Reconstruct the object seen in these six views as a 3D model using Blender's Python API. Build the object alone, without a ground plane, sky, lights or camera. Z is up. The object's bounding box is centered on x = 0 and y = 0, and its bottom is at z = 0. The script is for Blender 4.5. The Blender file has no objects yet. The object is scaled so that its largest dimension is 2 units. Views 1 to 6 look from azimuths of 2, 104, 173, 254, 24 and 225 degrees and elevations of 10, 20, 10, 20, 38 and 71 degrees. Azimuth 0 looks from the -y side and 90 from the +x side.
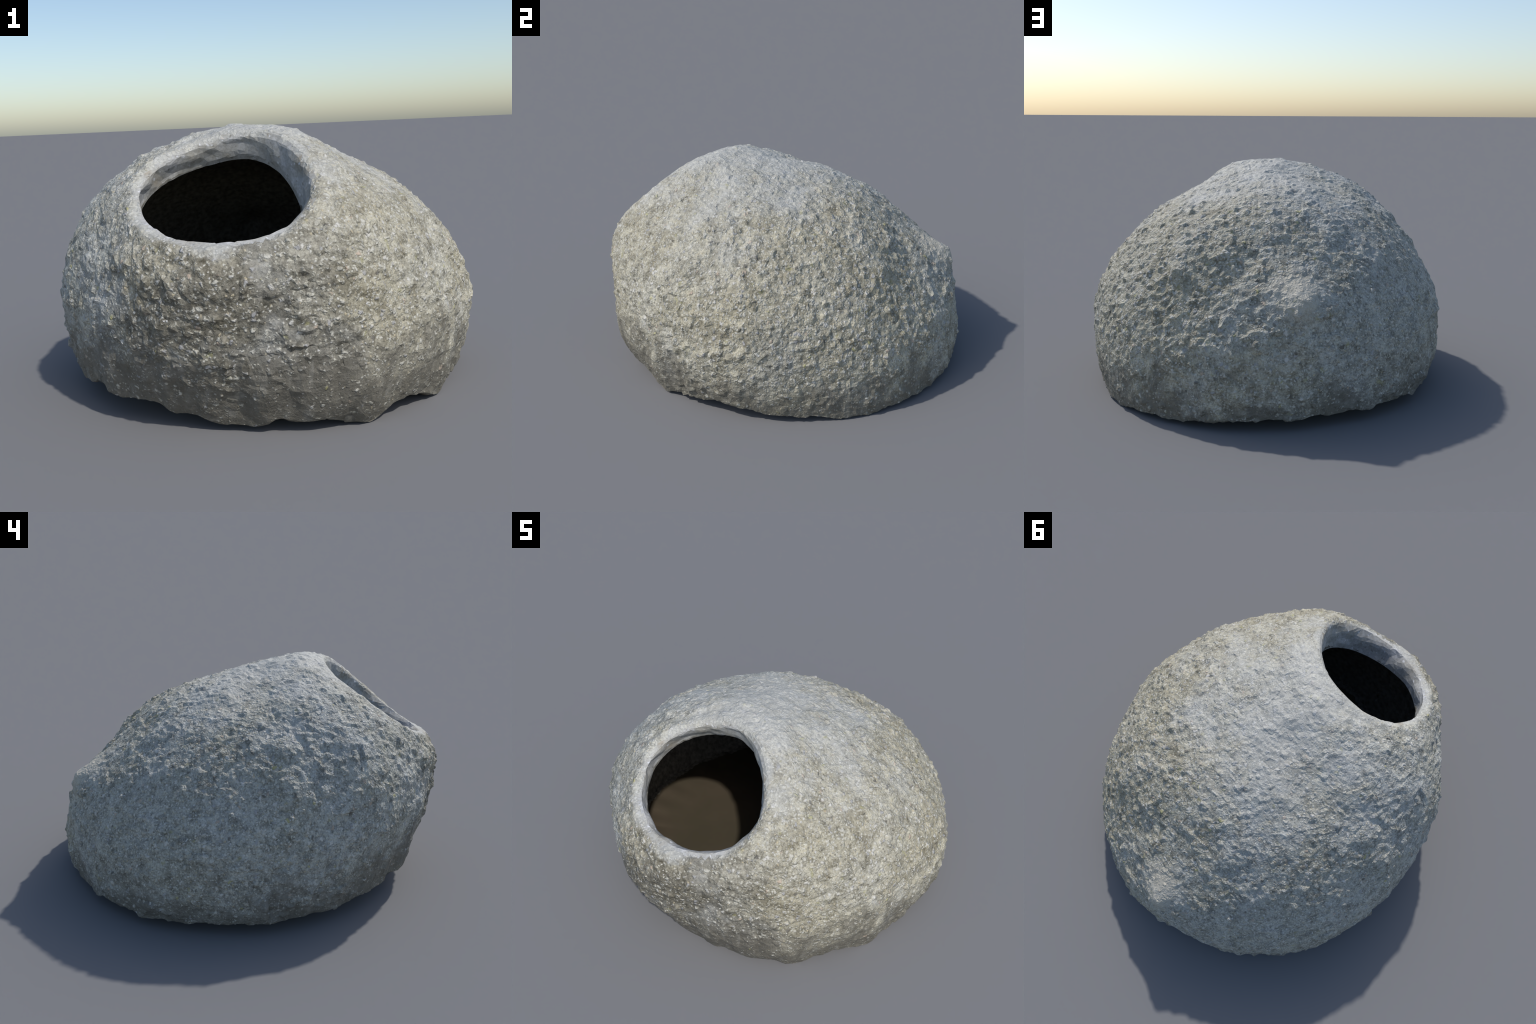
"""A hollow concrete boulder: one hand-formed dome of coarse grey mortar with a
round entrance cut through its sloping front shoulder.

The body is a smooth closed form (a spline net of horizontal-ish rings around a
centre point).  One dense sphere of directions is wrapped over it; around the
entrance the directions roll over a lip and run down a collar, below the foot
line they fold under into a flat base.  Chips, pebbles and lumps are displaced
into the mesh; the material carries colour grain and some painted shade.
"""
import bpy, bmesh
import numpy as np
from mathutils import kdtree

DETAIL = 8            # icosphere level of the outer skin before it is broken into facets
FACETS = 52000        # flat faces left on the outer skin
TAU = 2 * np.pi
CENTRE = np.array([0.0, 0.0, 0.42])

# ------------------------------------------------------------------ body form
# Control radii of the body around CENTRE.  Ring k lies 13*k degrees from the
# zenith; each ring has 20 stations, starting at the front (-y) towards +x.
STEP = 13.0
POLE = 0.653
RINGS = [
    [0.718, 0.701, 0.680, 0.663, 0.648, 0.637, 0.629, 0.624, 0.623, 0.626, 0.631, 0.637, 0.641, 0.645, 0.651, 0.661, 0.679, 0.703, 0.724, 0.727],
    [0.781, 0.775, 0.747, 0.706, 0.674, 0.647, 0.629, 0.620, 0.621, 0.632, 0.643, 0.650, 0.653, 0.657, 0.659, 0.678, 0.710, 0.752, 0.790, 0.795],
    [0.801, 0.849, 0.776, 0.701, 0.688, 0.677, 0.659, 0.644, 0.644, 0.664, 0.676, 0.672, 0.676, 0.695, 0.700, 0.739, 0.806, 0.818, 0.783, 0.766],
    [0.822, 0.886, 0.819, 0.756, 0.744, 0.723, 0.707, 0.700, 0.700, 0.703, 0.691, 0.687, 0.709, 0.738, 0.770, 0.793, 0.842, 0.879, 0.850, 0.804],
    [0.910, 0.958, 0.886, 0.839, 0.813, 0.780, 0.758, 0.763, 0.783, 0.733, 0.719, 0.726, 0.774, 0.788, 0.813, 0.825, 0.869, 0.955, 0.959, 0.923],
    [1.039, 1.002, 0.919, 0.892, 0.863, 0.859, 0.811, 0.818, 0.825, 0.778, 0.891, 0.886, 0.847, 0.863, 0.879, 0.874, 0.917, 0.957, 0.971, 1.081],
    [0.947, 0.949, 0.945, 0.921, 0.907, 0.950, 0.888, 0.927, 0.921, 0.922, 0.978, 0.976, 0.936, 0.960, 0.956, 0.934, 0.947, 0.941, 0.952, 1.033],
    [0.939, 0.960, 0.974, 0.940, 0.920, 0.966, 0.953, 0.993, 1.000, 1.036, 1.036, 0.983, 1.001, 1.019, 0.966, 0.954, 0.931, 0.931, 0.939, 0.966],
    [0.914, 0.935, 0.946, 0.948, 0.937, 0.971, 1.007, 1.053, 1.088, 1.082, 1.056, 1.056, 1.054, 1.020, 0.994, 0.993, 0.958, 0.938, 0.932, 0.920],
    [0.888, 0.905, 0.924, 0.944, 0.960, 0.997, 1.048, 1.091, 1.116, 1.110, 1.097, 1.093, 1.075, 1.041, 1.016, 0.997, 0.966, 0.933, 0.906, 0.887],
    [0.865, 0.878, 0.904, 0.942, 0.986, 1.033, 1.079, 1.115, 1.136, 1.143, 1.138, 1.123, 1.099, 1.069, 1.036, 1.000, 0.962, 0.923, 0.889, 0.869],
]

RINGS = np.array(RINGS)
NR, NA = RINGS.shape

# Foot line: (azimuth in degrees from the front towards +x, height in metres)
FOOT = [(2, .060), (8, .050), (14, .055), (21, .010), (27, .000), (31, .050), (38, .060),
        (44, .045), (50, .025), (55, .003), (62, .030), (69, .049), (82, .070), (91, .058),
        (106, .026), (123, .013), (132, .013), (142, .026), (151, .026), (160, .040), (175, .062),
        (187, .056), (200, .065), (216, .060), (234, .050), (247, .064), (268, .070), (277, .080),
        (288, .070), (294, .093), (306, .118), (316, .108), (331, .110), (336, .060), (343, .045),
        (349, .017), (357, .045)]

# how far the foot is drawn in or pushed out (metres): toes with hollows between them
TOES = [(4, .004), (10, .008), (15, .002), (21, .020), (27, .026), (34, .002), (41, -.016),
        (49, -.004), (55, .006), (63, -.010), (80, -.004), (110, .004), (130, .000), (165, .0), (195, .002),
        (215, .006), (238, -.010), (255, -.004), (290, -.002), (305, .008), (318, .012), (330, .002),
        (337, -.010), (341, -.008), (349, -.004), (356, .002)]

# broad swells (+) and flats (-): azimuth, degrees from zenith, spread, height in metres
SWELLS = [(23, 103, 8, .014), (5, 102, 9, .010), (36, 92, 8, -.016), (5, 80, 12, -.015), (53, 95, 10, -.010),
          (206, 48, 9, .008), (240, 47, 14, -.004), (226, 25, 9, .008), (178, 33, 9, -.014),
          (196, 63, 8, .020), (186, 80, 5, .024), (318, 66, 9, -.020), (300, 10, 9, -.010),
          (210, 99, 9, .014), (258, 50, 16, -.010), (103, 82, 10, .009), (120, 72, 10, .007),
          (292, 62, 7, .005), (295, 73, 7, .007), (299, 83, 7, .006)]

# the one hard lump low on the back
KNOB = np.array([-0.0792, 0.9815, 0.1741])
KNOB_AT = (-0.05, 0.90, 0.62)
KNOB_HEIGHT, KNOB_SPREAD = 0.035, 0.10


# ------------------------------------------------------------------- entrance
HOLE = np.array([-0.135, -0.650, 0.898])        # middle of the opening
HOLE_N = np.array([-0.10, -0.60, 1.00])
HOLE_N /= np.linalg.norm(HOLE_N)
HOLE_X = np.array([1.0, 0, 0]) - HOLE_N * HOLE_N[0]
HOLE_X /= np.linalg.norm(HOLE_X)
HOLE_Y = np.cross(HOLE_N, HOLE_X)
LIP_RADIUS = [0.3185, -0.0083, 0.0004, -0.0151, 0.006, -0.0047, -0.0035, -0.0044, -0.0023]
LIP_LIFT = [0.0047, 0.0139, 0.0094, 0.0105, 0.0004, 0.0036, -0.0009, 0.0001, 0.0007]
COLLAR = 0.095        # depth of the collar inside the lip
LIP_ROUND = 0.018     # width of the rolled edge
WALL = 0.016          # wall thickness away from the lip
CROWN = np.array([-0.04, -0.14, 1.06])   # worn, dusty top behind the opening


def fourier(coef, s):
    out = np.full_like(s, coef[0])
    for k in range(1, 5):
        out += coef[2 * k - 1] * np.sin(k * s) + coef[2 * k] * np.cos(k * s)
    return out


def lip_curve(s):
    r = fourier(LIP_RADIUS, s)
    h = fourier(LIP_LIFT, s)
    return (HOLE + (r * np.cos(s))[:, None] * HOLE_X + (r * np.sin(s))[:, None] * HOLE_Y
            + h[:, None] * HOLE_N)


# --------------------------------------------------------------------- colours
PASTE = [(0.325, 0.304, 0.232), (0.366, 0.350, 0.284), (0.375, 0.368, 0.322)]
SAND = [(0.0, (0.60, 0.58, 0.49)), (0.25, (0.50, 0.48, 0.40)), (0.5, (0.65, 0.635, 0.57)),
        (0.68, (0.40, 0.385, 0.345)), (0.83, (0.20, 0.188, 0.155)), (0.90, (0.52, 0.45, 0.31)),
        (0.96, (0.63, 0.62, 0.60))]
PEBBLE = [(0.0, (0.56, 0.54, 0.47)), (0.35, (0.47, 0.45, 0.38)), (0.6, (0.62, 0.60, 0.55)),
          (0.76, (0.38, 0.375, 0.37)), (0.89, (0.50, 0.40, 0.31)), (0.92, (0.14, 0.13, 0.11)),
          (0.98, (0.44, 0.41, 0.20))]
FOOT_DARK = [(0.120, 0.110, 0.088), (0.155, 0.144, 0.118), (0.26, 0.25, 0.22)]  # dark tones of the painted foot band


# ---------------------------------------------------------------- math helpers
def unit(v):
    return v / np.maximum(np.linalg.norm(v, axis=-1, keepdims=True), 1e-12)


def smooth(a, b, x):
    t = np.clip((x - a) / (b - a), 0, 1)
    return t * t * (3 - 2 * t)


def spline_w(t):
    return np.stack([(1 - t) ** 3, 3 * t ** 3 - 6 * t ** 2 + 4,
                     -3 * t ** 3 + 3 * t ** 2 + 3 * t + 1, t ** 3], -1) / 6


def padded_net():
    top = np.full((1, NA), POLE)
    over = np.roll(RINGS[:1], NA // 2, axis=1)      # ring on the far side of the pole
    return np.concatenate([over, top, RINGS, RINGS[-1:]], 0)


NET = padded_net()


def azimuth(d):
    return np.arctan2(d[:, 0], -d[:, 1]) % TAU


def net_radius(d):
    th = np.degrees(np.arccos(np.clip(d[:, 2], -1, 1))) / STEP
    th = np.clip(th, 0, NR - 0.001)
    ph = azimuth(d) / TAU * NA
    i = np.floor(th).astype(int)
    j = np.floor(ph).astype(int)
    wi, wj = spline_w(th - i), spline_w(ph - j)
    out = np.zeros(len(d))
    for a in range(4):
        ra = np.minimum(i + a, len(NET) - 1)
        for b in range(4):
            out += wi[:, a] * wj[:, b] * NET[ra, (j - 1 + b) % NA]
    return out


def body_radius(d):
    # the rings meet at the zenith: a small tilted cap bridges them there
    a = np.arange(0, TAU, TAU / 40)
    s, c = np.sin(np.radians(10)), np.cos(np.radians(10))
    ring = net_radius(np.stack([s * np.sin(a), -s * np.cos(a), np.full_like(a, c)], -1))
    bx, by = 2 * (ring * np.sin(a)).mean() / s, -2 * (ring * np.cos(a)).mean() / s
    cap = ring.mean() + bx * d[:, 0] + by * d[:, 1]
    w = smooth(2.0, 13.0, np.degrees(np.arccos(np.clip(d[:, 2], -1, 1))))
    out = net_radius(d) * w + cap * (1 - w)
    away = np.arccos(np.clip(d @ KNOB, -1, 1))
    return out + KNOB_HEIGHT * np.exp(-(away / KNOB_SPREAD) ** 2)


def cyclic(table, x, period):
    xs = np.array([p[0] for p in table], float)
    ys = np.array([p[1] for p in table], float)
    xs = np.concatenate([xs - period, xs, xs + period])
    return np.interp(x, xs, np.tile(ys, 3))


def hash3(ix, iy, iz, seed):
    n = (ix.astype(np.int64) * 73856093) ^ (iy.astype(np.int64) * 19349663) \
        ^ (iz.astype(np.int64) * 83492791) ^ (seed * 2654435761)
    n &= 0xffffffff
    n = ((n >> 16) ^ n) * 0x45d9f3b & 0xffffffff
    n = ((n >> 16) ^ n) * 0x45d9f3b & 0xffffffff
    return (((n >> 16) ^ n) & 0xffffff) / float(0xffffff)


def value_noise(p, scale, seed):
    q = p * scale
    f = np.floor(q)
    t = q - f
    t = t * t * t * (t * (t * 6 - 15) + 10)
    f = f.astype(np.int64)
    out = np.zeros(len(p))
    for dx in (0, 1):
        for dy in (0, 1):
            for dz in (0, 1):
                w = (t[:, 0] if dx else 1 - t[:, 0]) * (t[:, 1] if dy else 1 - t[:, 1]) \
                    * (t[:, 2] if dz else 1 - t[:, 2])
                out += w * hash3(f[:, 0] + dx, f[:, 1] + dy, f[:, 2] + dz, seed)
    return out * 2 - 1


def fractal(p, scale, seed, octaves=3):
    out, amp = np.zeros(len(p)), 1.0
    for o in range(octaves):
        out += amp * value_noise(p + 3.7 * o, scale * 2 ** o, seed + o)
        amp *= 0.5
    return out


def chips(p, scale, seed, tilt, dome):
    """Broken-stone relief: the upper envelope of randomly tilted little planes,
    one per jittered cell.  Result is about -0.5..0.5 in units of one cell."""
    q = p * scale
    f = np.floor(q).astype(np.int64)
    best = np.full(len(p), -9.0)
    for dx in (-1, 0, 1):
        for dy in (-1, 0, 1):
            for dz in (-1, 0, 1):
                c = (f[:, 0] + dx, f[:, 1] + dy, f[:, 2] + dz)
                r = [hash3(*c, seed + k) for k in range(7)]
                ox = q[:, 0] - c[0] - r[0]
                oy = q[:, 1] - c[1] - r[1]
                oz = q[:, 2] - c[2] - r[2]
                dist2 = ox * ox + oy * oy + oz * oz
                h = 0.5 * (r[3] - 0.5) + tilt * ((r[4] - .5) * ox + (r[5] - .5) * oy + (r[6] - .5) * oz) \
                    - dome * dist2
                np.maximum(best, h, out=best)
    return best


# ------------------------------------------------------------- sphere of rays
def sphere(level):
    bm = bmesh.new()
    bmesh.ops.create_icosphere(bm, subdivisions=level, radius=1.0)
    me = bpy.data.meshes.new("rays")
    bm.to_mesh(me)
    bm.free()
    v = np.empty(len(me.vertices) * 3)
    me.vertices.foreach_get("co", v)
    f = np.empty(len(me.loops), np.int32)
    me.loops.foreach_get("vertex_index", f)
    bpy.data.meshes.remove(me)
    a, b = 0.7, 0.4                                   # turn away from the axes
    R = np.array([[np.cos(a), -np.sin(a), 0], [np.sin(a), np.cos(a), 0], [0, 0, 1]]) @ \
        np.array([[1, 0, 0], [0, np.cos(b), -np.sin(b)], [0, np.sin(b), np.cos(b)]])
    return unit(v.reshape(-1, 3)) @ R.T, f.reshape(-1, 3)


# the lip as seen from the body centre: angle from the hole axis by turn around it
S = np.linspace(0, TAU, 1441)[:-1]
LIP = lip_curve(S)
AXIS = unit(LIP.mean(0) - CENTRE)
AX_U = unit(np.cross(AXIS, np.array([0, 0, 1.0])))
AX_V = np.cross(AXIS, AX_U)


def hole_polar(d):
    c = np.clip(d @ AXIS, -1, 1)
    return np.arccos(c), np.arctan2(d @ AX_V, d @ AX_U) % TAU


lip_psi, lip_eta = hole_polar(unit(LIP - CENTRE))
order = np.argsort(lip_eta)


def by_turn(values, eta):
    e, v = lip_eta[order], values[order]
    e = np.concatenate([e - TAU, e, e + TAU])
    if v.ndim == 1:
        return np.interp(eta, e, np.tile(v, 3))
    return np.stack([np.interp(eta, e, np.tile(v[:, k], 3)) for k in range(v.shape[1])], -1)


COLLAR_DIR = unit(np.array([-0.15, 0.55, -0.82]))


def collar_point(lip, depth):
    """Point on the collar wall, depth metres in from the lip."""
    inward = unit(HOLE - lip - ((HOLE - lip) @ HOLE_N)[:, None] * HOLE_N)
    k = np.clip(depth / COLLAR, 0, 1)
    front_right = np.clip(inward @ unit(np.array([-0.5, 0.8, 0.3])), 0, 1)
    right_side = np.clip(inward @ unit(np.array([-0.9, 0.35, 0.1])), 0, 1)
    round_in = (0.006 + 0.012 * front_right) * np.sin(np.minimum(k * 2.2, 1) * np.pi / 2)
    depth = depth * (1 + 0.35 * right_side)
    return lip + depth[:, None] * COLLAR_DIR + round_in[:, None] * inward


# foot line as a polar angle for every azimuth
FA = np.radians(np.arange(0, 360, 1.0))
_th = np.radians(np.arange(85, 143, 0.25))
FOOT_TH = []
for a in FA:
    dd = np.stack([np.sin(_th) * np.sin(a), -np.sin(_th) * np.cos(a), np.cos(_th)], -1)
    z = CENTRE[2] + body_radius(dd) * dd[:, 2]
    deg = np.degrees(a)
    ahead = smooth(75, 30, min(deg, 360 - deg))
    hem = 0.020 * ahead * (abs(np.sin(deg * 0.105)) - 0.5) + np.maximum(cyclic(FOOT, deg, 360) - 0.005, 0.0) + 0.008 * np.sin(deg * 0.41) * np.sin(deg * 0.17 + 1)
    FOOT_TH.append(np.interp(-hem, -z, _th))
FOOT_TH = np.array(FOOT_TH)


def foot_angle(az):
    return np.interp(az, np.concatenate([FA, [TAU]]), np.concatenate([FOOT_TH, FOOT_TH[:1]]))


def skin_radius(d):
    az, th = azimuth(d), np.arccos(np.clip(d[:, 2], -1, 1))
    near = smooth(-0.32, 0.0, th - foot_angle(az))
    r = body_radius(d) + near * cyclic(TOES, np.degrees(az), 360)
    for a, t, spread, height in SWELLS:
        a, t = np.radians(a), np.radians(t)
        c = np.array([np.sin(t) * np.sin(a), -np.sin(t) * np.cos(a), np.cos(t)])
        away = np.degrees(np.arccos(np.clip(d @ c, -1, 1)))
        r = r + height * np.exp(-(away / spread) ** 2)
    return r


def wrap(d, inner):
    """Place every direction on the skin. Returns points, signed angle past the lip,
    fold-under amount and metres from the lip."""
    psi, eta = hole_polar(d)
    m = psi - by_turn(lip_psi, eta)
    lip = by_turn(LIP, eta)
    lip_r = np.linalg.norm(lip - CENTRE, axis=1)
    R = skin_radius(d) - (WALL if inner else 0)
    az, th = azimuth(d), np.arccos(np.clip(d[:, 2], -1, 1))
    fth = foot_angle(az)
    # fold under the foot line
    under = np.clip((th - fth) / (np.pi - fth), 0, 1)
    e = np.stack([np.sin(fth) * np.sin(az), -np.sin(fth) * np.cos(az), np.cos(fth)], -1)
    re = skin_radius(e) - (WALL if inner else 0)
    foot = CENTRE + e * re[:, None]
    flat = smooth(0.0, 0.35, under)
    z = foot[:, 2] * (1 - flat) + 0.012 * flat
    if inner:
        z = (foot[:, 2] + 0.014) * (1 - flat) + 0.080 * flat
    low = np.concatenate([foot[:, :2] * (1 - under)[:, None], z[:, None]], 1)
    x = m * lip_r
    if not inner:
        # roll the skin over the lip with a quarter round
        t = np.clip(x / LIP_ROUND, 0, 1)
        keep = np.sqrt(np.maximum(0, 1 - (1 - t) ** 2))
        rr = lip_r + (R - lip_r) * keep + (x > 0) * np.clip(x / 0.02, 0, 1) * (
            0.013 * np.exp(-((x - 0.034) / 0.030) ** 2)
            + 0.018 * np.sin(np.pi * np.clip(x / 0.22, 0, 1))) * (
                1 - 0.65 * smooth(-0.55, -0.30, lip[:, 1] - 0.25 * np.abs(lip[:, 0] + 0.13)) - 0.3 * smooth(0.0, 0.15, lip[:, 0]))
        P = CENTRE + d * rr[:, None]
        inside = m < 0
        P[inside] = collar_point(lip[inside], -x[inside])
    else:
        edge = collar_point(lip, np.full(len(d), COLLAR))
        t = smooth(0.0, 0.14, x)
        P = edge * (1 - t)[:, None] + (CENTRE + d * R[:, None]) * t[:, None]
    fold = th > fth
    P[fold] = low[fold]
    return P, m, under, x, lip, lip_r


def vertex_normals(P, F):
    n = np.cross(P[F[:, 1]] - P[F[:, 0]], P[F[:, 2]] - P[F[:, 0]])
    out = np.zeros_like(P)
    for k in range(3):
        for c in range(3):
            out[:, c] += np.bincount(F[:, k], weights=n[:, c], minlength=len(P))
    return unit(out)


def mesh_from(name, P, F):
    used, inv = np.unique(F.ravel(), return_inverse=True)
    me = bpy.data.meshes.new(name)
    me.vertices.add(len(used))
    me.vertices.foreach_set("co", P[used].astype(np.float32).ravel())
    me.loops.add(F.size)
    me.loops.foreach_set("vertex_index", inv.astype(np.int32).ravel())
    me.polygons.add(len(F))
    me.polygons.foreach_set("loop_start", np.arange(0, F.size, 3, dtype=np.int32))
    me.update(calc_edges=True)
    return me


def break_into_facets(P, F, count):
    """Collapse the fine relief into irregular flat chips, ridges kept."""
    me = mesh_from("fine_skin", P, F)
    ob = bpy.data.objects.new("fine_skin", me)
    bpy.context.scene.collection.objects.link(ob)
    mod = ob.modifiers.new("facets", "DECIMATE")
    mod.ratio = count / len(F)
    bpy.context.view_layer.update()
    ev = ob.evaluated_get(bpy.context.evaluated_depsgraph_get())
    out = ev.to_mesh()
    v = np.empty(len(out.vertices) * 3)
    out.vertices.foreach_get("co", v)
    out.calc_loop_triangles()
    f = np.empty(len(out.loop_triangles) * 3, np.int32)
    out.loop_triangles.foreach_get("vertices", f)
    ev.to_mesh_clear()
    bpy.data.objects.remove(ob)
    bpy.data.meshes.remove(me)
    return v.reshape(-1, 3), f.reshape(-1, 3)


def nearest(P, Q):
    tree = kdtree.KDTree(len(P))
    for i, p in enumerate(P.tolist()):
        tree.insert(p, i)
    tree.balance()
    return np.array([tree.find(q)[1] for q in Q.tolist()])


def make_part(name, P, F, material, parent):
    me = mesh_from(name, P, F)
    me.polygons.foreach_set("use_smooth", np.zeros(len(F), bool))
    me.materials.append(material)
    ob = bpy.data.objects.new(name, me)
    ob.parent = parent
    bpy.context.scene.collection.objects.link(ob)
    return ob


# -------------------------------------------------------------------- material
class Nodes:
    def __init__(self, name):
        self.m = bpy.data.materials.new(name)
        self.m.use_nodes = True
        self.t = self.m.node_tree
        self.bsdf = self.t.nodes["Principled BSDF"]
        self.obj = self.add("ShaderNodeTexCoord").outputs["Object"]

    def add(self, kind, **kw):
        n = self.t.nodes.new(kind)
        for k, v in kw.items():
            setattr(n, k, v)
        return n

    def link(self, a, b):
        self.t.links.new(a, b)

    def noise(self, scale, detail=3, rough=0.55, stretch=None, offset=(0, 0, 0)):
        mp = self.add("ShaderNodeMapping")
        mp.inputs["Location"].default_value = offset
        mp.inputs["Scale"].default_value = stretch or (1, 1, 1)
        self.link(self.obj, mp.inputs[0])
        n = self.add("ShaderNodeTexNoise")
        n.inputs["Scale"].default_value = scale
        n.inputs["Detail"].default_value = detail
        n.inputs["Roughness"].default_value = rough
        self.link(mp.outputs[0], n.inputs["Vector"])
        return n.outputs["Fac"]

    def cells(self, scale, warp=0.0, feature="F1"):
        v = self.add("ShaderNodeTexVoronoi", feature=feature)
        v.inputs["Scale"].default_value = scale
        # bend the cells so that grains are irregular, not round dots
        n = self.add("ShaderNodeTexNoise")
        n.inputs["Scale"].default_value = scale * 0.9
        n.inputs["Detail"].default_value = 2
        self.link(self.obj, n.inputs["Vector"])
        off = self.add("ShaderNodeVectorMath", operation="MULTIPLY_ADD")
        self.link(n.outputs["Color"], off.inputs[0])
        off.inputs[1].default_value = (1.6 / scale,) * 3
        self.link(self.obj, off.inputs[2])
        self.link(off.outputs[0], v.inputs["Vector"])
        return v

    def ramp(self, fac, stops, interp="LINEAR"):
        r = self.add("ShaderNodeValToRGB")
        r.color_ramp.interpolation = interp
        el = r.color_ramp.elements
        while len(el) < len(stops):
            el.new(0.5)
        for e, (p, c) in zip(el, stops):
            e.position = p
            e.color = (*c, 1) if len(c) == 3 else c
        self.link(fac, r.inputs[0])
        return r.outputs["Color"]

    def level(self, fac, a, b):
        n = self.add("ShaderNodeMapRange", interpolation_type="SMOOTHSTEP")
        n.inputs["From Min"].default_value = a
        n.inputs["From Max"].default_value = b
        self.link(fac, n.inputs["Value"])
        return n.outputs["Result"]

    def math(self, op, a, b):
        n = self.add("ShaderNodeMath", operation=op)
        for i, v in enumerate((a, b)):
            if isinstance(v, (int, float)):
                n.inputs[i].default_value = v
            else:
                self.link(v, n.inputs[i])
        return n.outputs[0]

    def mix(self, fac, a, b, mode="MIX"):
        n = self.add("ShaderNodeMix", data_type="RGBA", blend_type=mode)
        if isinstance(fac, (int, float)):
            n.inputs["Factor"].default_value = fac
        else:
            self.link(fac, n.inputs["Factor"])
        for sock, v in ((n.inputs[6], a), (n.inputs[7], b)):
            if isinstance(v, tuple):
                sock.default_value = (*v, 1)
            else:
                self.link(v, sock)
        return n.outputs[2]


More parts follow.
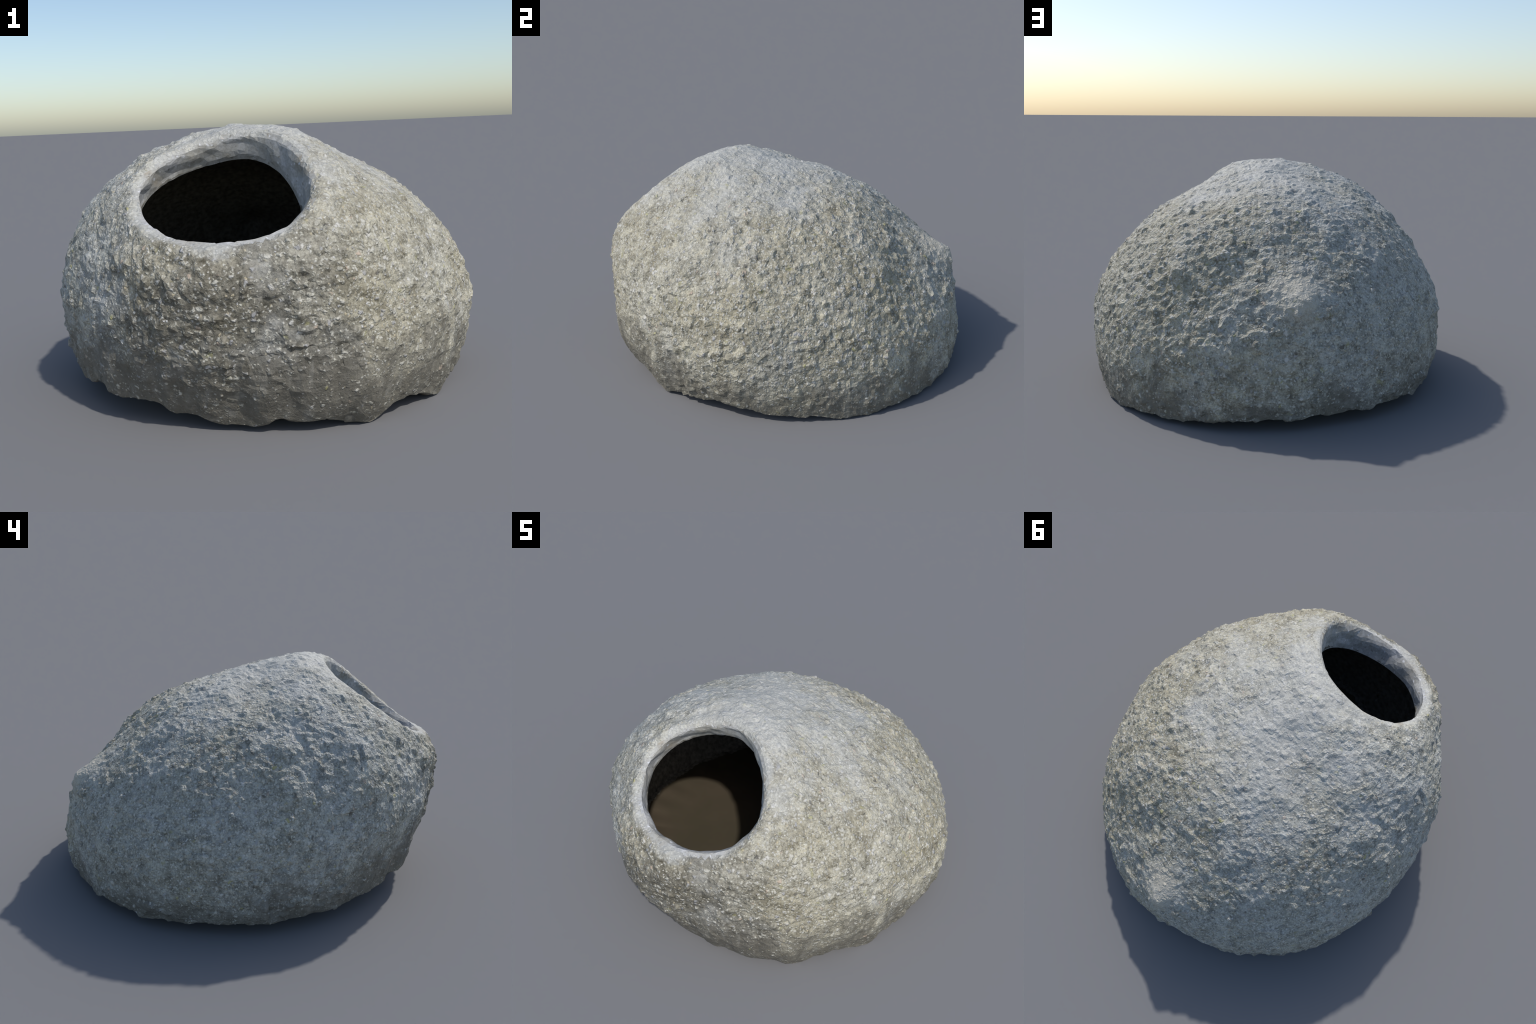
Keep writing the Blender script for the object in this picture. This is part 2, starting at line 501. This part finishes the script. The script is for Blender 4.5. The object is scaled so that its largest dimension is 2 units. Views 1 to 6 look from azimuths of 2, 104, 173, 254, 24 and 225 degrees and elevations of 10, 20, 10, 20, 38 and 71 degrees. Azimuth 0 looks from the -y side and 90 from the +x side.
def concrete(name):
    """Olive-grey mortar full of pale sand and small pebbles; trowelled and dusty on
    the crown, grain fading into a painted dark band at the foot."""
    k = Nodes(name)
    # --- where: dust on the crown, painted dark band on the foot
    d = k.add("ShaderNodeVectorMath", operation="DISTANCE")
    k.link(k.obj, d.inputs[0])
    d.inputs[1].default_value = CROWN
    patchy = k.noise(3.6, 5, 0.65, offset=(4.1, 0.3, 2.2))
    dust = k.level(k.math("SUBTRACT", k.math("MULTIPLY", patchy, 1.5), d.outputs["Value"]), 0.02, 0.62)
    extra = k.level(k.noise(2.7, 5, 0.62, offset=(0.4, 3.3, 1.2)), 0.56, 0.70)
    dust = k.math("MAXIMUM", dust, k.math("MULTIPLY", extra, 0.55))
    # the hand-smoothed band round the entrance is the same pale skin
    dl = k.add("ShaderNodeVectorMath", operation="DISTANCE")
    k.link(k.obj, dl.inputs[0])
    dl.inputs[1].default_value = HOLE
    band = k.math("ADD", dl.outputs["Value"], k.math("MULTIPLY", k.math("SUBTRACT", patchy, 0.5), 0.26))
    dust = k.math("MAXIMUM", dust, k.math("SUBTRACT", 1.0, k.level(band, 0.325, 0.385)))
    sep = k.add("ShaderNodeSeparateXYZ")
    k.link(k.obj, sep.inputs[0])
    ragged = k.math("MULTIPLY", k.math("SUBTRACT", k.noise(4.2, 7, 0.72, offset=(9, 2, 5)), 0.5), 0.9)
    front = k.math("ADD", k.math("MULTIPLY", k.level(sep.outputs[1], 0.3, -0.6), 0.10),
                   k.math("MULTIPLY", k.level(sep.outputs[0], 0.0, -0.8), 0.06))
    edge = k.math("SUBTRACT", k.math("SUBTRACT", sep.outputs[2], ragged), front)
    foot_dark = k.math("SUBTRACT", 1.0, k.level(edge, 0.04, 0.27))
    # baked shade under the entrance, painted dark between the pale grains
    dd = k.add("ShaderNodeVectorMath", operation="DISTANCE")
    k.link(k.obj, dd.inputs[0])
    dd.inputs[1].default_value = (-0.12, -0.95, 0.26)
    baked_shade = k.math("SUBTRACT", 1.0, k.level(k.math("SUBTRACT", dd.outputs["Value"], ragged), 0.30, 0.72))
    # --- mortar
    broad = k.noise(2.6, 4, 0.6)
    paste = k.ramp(broad, [(0.32, PASTE[0]), (0.5, PASTE[1]), (0.68, PASTE[2])])
    mott = k.noise(24, 5, 0.72)
    paste = k.mix(1.0, paste, k.ramp(mott, [(0.31, (0.50, 0.49, 0.46)), (0.5, (1.0, 1.0, 0.99)),
                                            (0.70, (1.35, 1.35, 1.33))]), "MULTIPLY")
    fine = k.noise(110, 3, 0.7)
    paste = k.mix(1.0, paste, k.ramp(fine, [(0.32, (0.56, 0.55, 0.52)), (0.5, (1.0, 1.0, 1.0)),
                                            (0.72, (1.25, 1.25, 1.24))]), "MULTIPLY")

    clump = k.noise(12, 4, 0.66, offset=(3.0, 8.0, 1.0))
    paste = k.mix(1.0, paste, k.ramp(clump, [(0.36, (0.72, 0.71, 0.68)), (0.50, (1.0, 1.0, 1.0)),
                                             (0.64, (1.22, 1.22, 1.22))]), "MULTIPLY")
    # light tinted into the mortar: bluer on the shaded side, warmer on the sunny
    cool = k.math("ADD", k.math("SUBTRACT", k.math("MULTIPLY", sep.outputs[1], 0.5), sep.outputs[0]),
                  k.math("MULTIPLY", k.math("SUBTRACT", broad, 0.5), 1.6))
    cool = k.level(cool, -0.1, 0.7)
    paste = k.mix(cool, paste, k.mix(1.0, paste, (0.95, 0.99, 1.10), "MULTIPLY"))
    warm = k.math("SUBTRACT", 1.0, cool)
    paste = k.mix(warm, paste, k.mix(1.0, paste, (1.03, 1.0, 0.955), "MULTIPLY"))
    paste = k.mix(k.math("MULTIPLY", baked_shade, 0.8), paste, k.mix(1.0, paste, (0.38, 0.38, 0.40), "MULTIPLY"))

    # --- grains: one tone per cell, only the core of some of the cells
    def grains(scale, share, lo, hi, tones, fade):
        v = k.cells(scale)
        s = k.add("ShaderNodeSeparateColor")
        k.link(v.outputs["Color"], s.inputs[0])
        tone = k.ramp(s.outputs[0], tones, "CONSTANT")
        cover = k.math("MAXIMUM", k.math("MULTIPLY", foot_dark, fade), k.math("MULTIPLY", baked_shade, 0.5))
        shown = k.math("MULTIPLY", k.math("SUBTRACT", 1.0, cover), share)
        on = k.math("LESS_THAN", s.outputs[1], shown)
        core = k.math("SUBTRACT", 1.0, k.level(v.outputs["Distance"], lo, hi))
        return tone, k.math("MULTIPLY", on, core)
    t1, m1 = grains(88, 0.80, 0.15, 0.62, SAND, 0.65)
    t2, m2 = grains(46, 0.36, 0.20, 0.60, PEBBLE, 0.75)
    col = k.mix(k.math("MULTIPLY", m1, 0.85), paste, t1)
    col = k.mix(k.math("MULTIPLY", m2, 0.9), col, t2)
    col = k.mix(k.math("MULTIPLY", dust, 0.62), col,
                k.mix(1.0, (0.525, 0.530, 0.512), k.ramp(fine, [(0.3, (0.8, 0.8, 0.8)), (0.7, (1.1, 1.1, 1.1))]),
                      "MULTIPLY"))
    # the lump on the back is rubbed to a pale tan
    dk = k.add("ShaderNodeVectorMath", operation="DISTANCE")
    k.link(k.obj, dk.inputs[0])
    dk.inputs[1].default_value = KNOB_AT
    rub = k.math("SUBTRACT", 1.0, k.level(k.math("ADD", dk.outputs["Value"], k.math("MULTIPLY", patchy, 0.2)), 0.17, 0.27))
    col = k.mix(k.math("MULTIPLY", rub, 0.7), col, (0.54, 0.50, 0.41))
    # yellow-green lichen specks
    lichen = k.level(k.noise(19, 2, 0.5, offset=(1.5, 7.0, 0.0)), 0.68, 0.76)
    col = k.mix(k.math("MULTIPLY", lichen, 0.45), col, (0.33, 0.31, 0.13))
    # painted foot band: baked shade plus the scan's stretched-texture streaks
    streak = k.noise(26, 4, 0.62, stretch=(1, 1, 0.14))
    foot_tones = k.ramp(streak, [(0.30, FOOT_DARK[0]), (0.55, FOOT_DARK[1]), (0.75, FOOT_DARK[2])])
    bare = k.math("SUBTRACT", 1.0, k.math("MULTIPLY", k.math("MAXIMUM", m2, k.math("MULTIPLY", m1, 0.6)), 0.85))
    col = k.mix(k.math("MULTIPLY", k.math("MULTIPLY", foot_dark, bare), 0.85), col, foot_tones)
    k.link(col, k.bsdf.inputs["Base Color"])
    k.bsdf.inputs["Roughness"].default_value = 0.62
    k.bsdf.inputs["Specular IOR Level"].default_value = 0.35
    h = k.math("ADD", k.math("MULTIPLY", m1, 0.5),
               k.math("ADD", m2, k.math("ADD", k.math("MULTIPLY", fine, 0.6), k.math("MULTIPLY", mott, 1.2))))
    h = k.math("MULTIPLY", h, k.math("SUBTRACT", 1.0, k.math("MULTIPLY", dust, 0.6)))
    b = k.add("ShaderNodeBump")
    b.inputs["Strength"].default_value = 0.6
    b.inputs["Distance"].default_value = 0.009
    k.link(h, b.inputs["Height"])
    k.link(b.outputs[0], k.bsdf.inputs["Normal"])
    return k.m


def trowelled(name):
    """The smooth pale mortar of the lip and the collar."""
    k = Nodes(name)
    base = k.ramp(k.noise(7, 4, 0.6), [(0.30, (0.37, 0.325, 0.255)), (0.46, (0.40, 0.39, 0.355)),
                                        (0.7, (0.48, 0.485, 0.49))])
    fine = k.noise(70, 4, 0.7)
    base = k.mix(1.0, base, k.ramp(fine, [(0.3, (0.74, 0.73, 0.70)), (0.6, (1.06, 1.06, 1.06))]), "MULTIPLY")
    v = k.cells(60)
    sep = k.add("ShaderNodeSeparateColor")
    k.link(v.outputs["Color"], sep.inputs[0])
    on = k.math("MULTIPLY", k.math("LESS_THAN", sep.outputs[1], 0.16),
                k.math("SUBTRACT", 1.0, k.level(v.outputs["Distance"], 0.2, 0.45)))
    base = k.mix(on, base, k.ramp(sep.outputs[0], [(0.0, (0.62, 0.62, 0.62)), (0.6, (0.26, 0.25, 0.22))], "CONSTANT"))
    k.link(base, k.bsdf.inputs["Base Color"])
    k.bsdf.inputs["Roughness"].default_value = 0.8
    k.bsdf.inputs["Specular IOR Level"].default_value = 0.3
    b = k.add("ShaderNodeBump")
    b.inputs["Strength"].default_value = 0.3
    b.inputs["Distance"].default_value = 0.005
    k.link(fine, b.inputs["Height"])
    k.link(b.outputs[0], k.bsdf.inputs["Normal"])
    return k.m


def plain(name, lo, hi, scale):
    k = Nodes(name)
    col = k.ramp(k.noise(scale, 4, 0.6), [(0.35, lo), (0.65, hi)])
    k.link(col, k.bsdf.inputs["Base Color"])
    k.bsdf.inputs["Roughness"].default_value = 0.95
    k.bsdf.inputs["Specular IOR Level"].default_value = 0.1
    return k.m


# ----------------------------------------------------------------------- build
def build():
    cave = bpy.data.objects.new("boulder_cave", None)
    cave.empty_display_size = 0.2
    cave["label"] = "hollow grey concrete boulder with a round entrance hole"
    cave["category"] = "aquarium cave"
    bpy.context.scene.collection.objects.link(cave)

    stone = concrete("pebbled_concrete")
    pale = trowelled("trowelled_lip")
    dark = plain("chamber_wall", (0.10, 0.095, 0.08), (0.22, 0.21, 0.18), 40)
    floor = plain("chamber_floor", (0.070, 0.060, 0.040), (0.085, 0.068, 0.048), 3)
    under_m = plain("bare_underside", (0.13, 0.12, 0.10), (0.19, 0.175, 0.15), 12)

    # ---- outer skin
    d, F = sphere(DETAIL)
    rng = np.random.default_rng(7)
    d = unit(d + rng.normal(0, 0.25 / 2 ** (DETAIL - 1), d.shape))
    P, m, under, x, lip, lip_r = wrap(d, False)
    keep = m > -COLLAR / lip_r
    F = F[keep[F].all(1)]
    # snap the open border of the collar onto its inner edge
    e = np.sort(np.concatenate([F[:, [0, 1]], F[:, [1, 2]], F[:, [2, 0]]]), axis=1)
    key = e[:, 0].astype(np.int64) * len(P) + e[:, 1]
    uk, cnt = np.unique(key, return_counts=True)
    rim = np.unique(np.concatenate([uk[cnt == 1] // len(P), uk[cnt == 1] % len(P)]))
    P[rim] = collar_point(lip[rim], np.full(len(rim), COLLAR + 0.004))

    N = vertex_normals(P, F)
    # relief: how coarse the surface is, by place
    patch = 0.5 + 0.5 * fractal(P, 2.4, 31, 3)
    rough = np.clip(0.35 + 1.0 * patch, 0.30, 1.25)
    near_lip = smooth(0.0, 0.10, x)
    crown = np.exp(-(np.linalg.norm(P - CROWN, axis=1) / 0.42) ** 2)
    worn = 1 - 0.40 * crown
    low = smooth(0.0, 0.16, P[:, 2] - 0.10 * value_noise(P, 3.0, 77))
    flank = smooth(0.1, -0.5, P[:, 0] - 0.6 * P[:, 1])      # broad scales on the shaded side
    slabs = chips(P, 21, 11, 1.7, 0.5)
    scales = chips(P, 14, 17, 1.9, 0.45)
    knobs = chips(P * np.array([1, 1, 1.25]) + 0.02 * fractal(P, 9, 71, 2)[:, None], 40, 23, 1.7, 0.6)

    def shallow(v, depth):
        v = v - np.median(v)
        return np.where(v < 0, depth * np.tanh(v / depth), v)   # no deep clefts
    grit = value_noise(P, 38, 51)
    lumps = fractal(P, 6.0, 3, 3)
    flakes = shallow(scales, 0.16)
    flakes = np.where(flakes > 0, flakes * (0.7 + 1.6 * flakes), flakes)
    plates = shallow(slabs, 0.16) * (0.80 - 0.30 * flank) + flakes * (0.4 + 0.6 * flank)
    h = (lumps * 0.006
         + plates * 0.0135 * rough * (0.4 + 0.6 * low) * worn
         + shallow(knobs, 0.2) * 0.009 * (0.5 + 0.5 * rough) * (0.4 + 0.6 * low) * worn * (1 - 0.35 * flank)
         + np.clip(grit - 0.10, 0, 1) * 0.013 * (0.45 + 0.55 * rough) * (0.55 + 0.45 * low) * worn
         + value_noise(P, 70, 41) * 0.0020)
    h *= 0.25 + 0.75 * near_lip
    # coarse trowel facets inside the collar
    inside = smooth(0.006, -0.02, x)
    flats = fractal(P, 15, 5, 1)
    h = h * (1 - inside) + inside * flats * 0.011
    # vertical folds on the front foot
    drag = value_noise(P * np.array([1, 1, 0.12]), 10, 9) + 0.4 * value_noise(P * np.array([1, 1, 0.12]), 22, 19)
    front = smooth(-0.2, -0.6, P[:, 1]) * (1 - smooth(0.14, 0.40, P[:, 2] - 0.06 * value_noise(P, 4.0, 78)))
    h = h * (1 - 0.6 * front) + drag * 0.017 * front
    h *= 1 - smooth(0.03, 0.12, under)
    h -= 0.006 * smooth(0.0, 0.1, x) * (1 - smooth(0.0, 0.05, under))
    h *= smooth(-COLLAR, -COLLAR + 0.02, x)
    P = P + N * h[:, None]
    P[:, 2] = np.maximum(P[:, 2], 0.0)          # it rests on its toes

    live = np.unique(F)
    Q, G = break_into_facets(P, F, FACETS)
    at = live[nearest(P[live], Q[G].mean(1))]
    mid = Q[G].mean(1)
    fx = x[at] + 0.012 * value_noise(mid, 16, 61)
    is_rim = fx < 0.009
    is_base = under[at] > 0.02
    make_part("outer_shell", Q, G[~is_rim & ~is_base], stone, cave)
    make_part("entrance_rim", Q, G[is_rim], pale, cave)
    make_part("base", Q, G[is_base], under_m, cave)

    # ---- chamber
    d, F = sphere(DETAIL - 1)
    P, m, under, x, lip, lip_r = wrap(d, True)
    F = F[(m > 0)[F].all(1)]
    e = np.sort(np.concatenate([F[:, [0, 1]], F[:, [1, 2]], F[:, [2, 0]]]), axis=1)
    key = e[:, 0].astype(np.int64) * len(P) + e[:, 1]
    uk, cnt = np.unique(key, return_counts=True)
    rim = np.unique(np.concatenate([uk[cnt == 1] // len(P), uk[cnt == 1] % len(P)]))
    P[rim] = collar_point(lip[rim], np.full(len(rim), COLLAR))
    F = F[:, ::-1]
    N = vertex_normals(P, F)
    h = (chips(P, 24, 11, 1.3, 0.5) + 0.2) * 0.008 * smooth(0.0, 0.08, x) * (1 - smooth(0.0, 0.05, under))
    P = P + N * h[:, None]
    is_floor = under[F].min(1) > 0.03
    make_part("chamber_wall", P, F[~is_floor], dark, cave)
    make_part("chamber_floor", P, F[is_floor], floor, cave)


build()
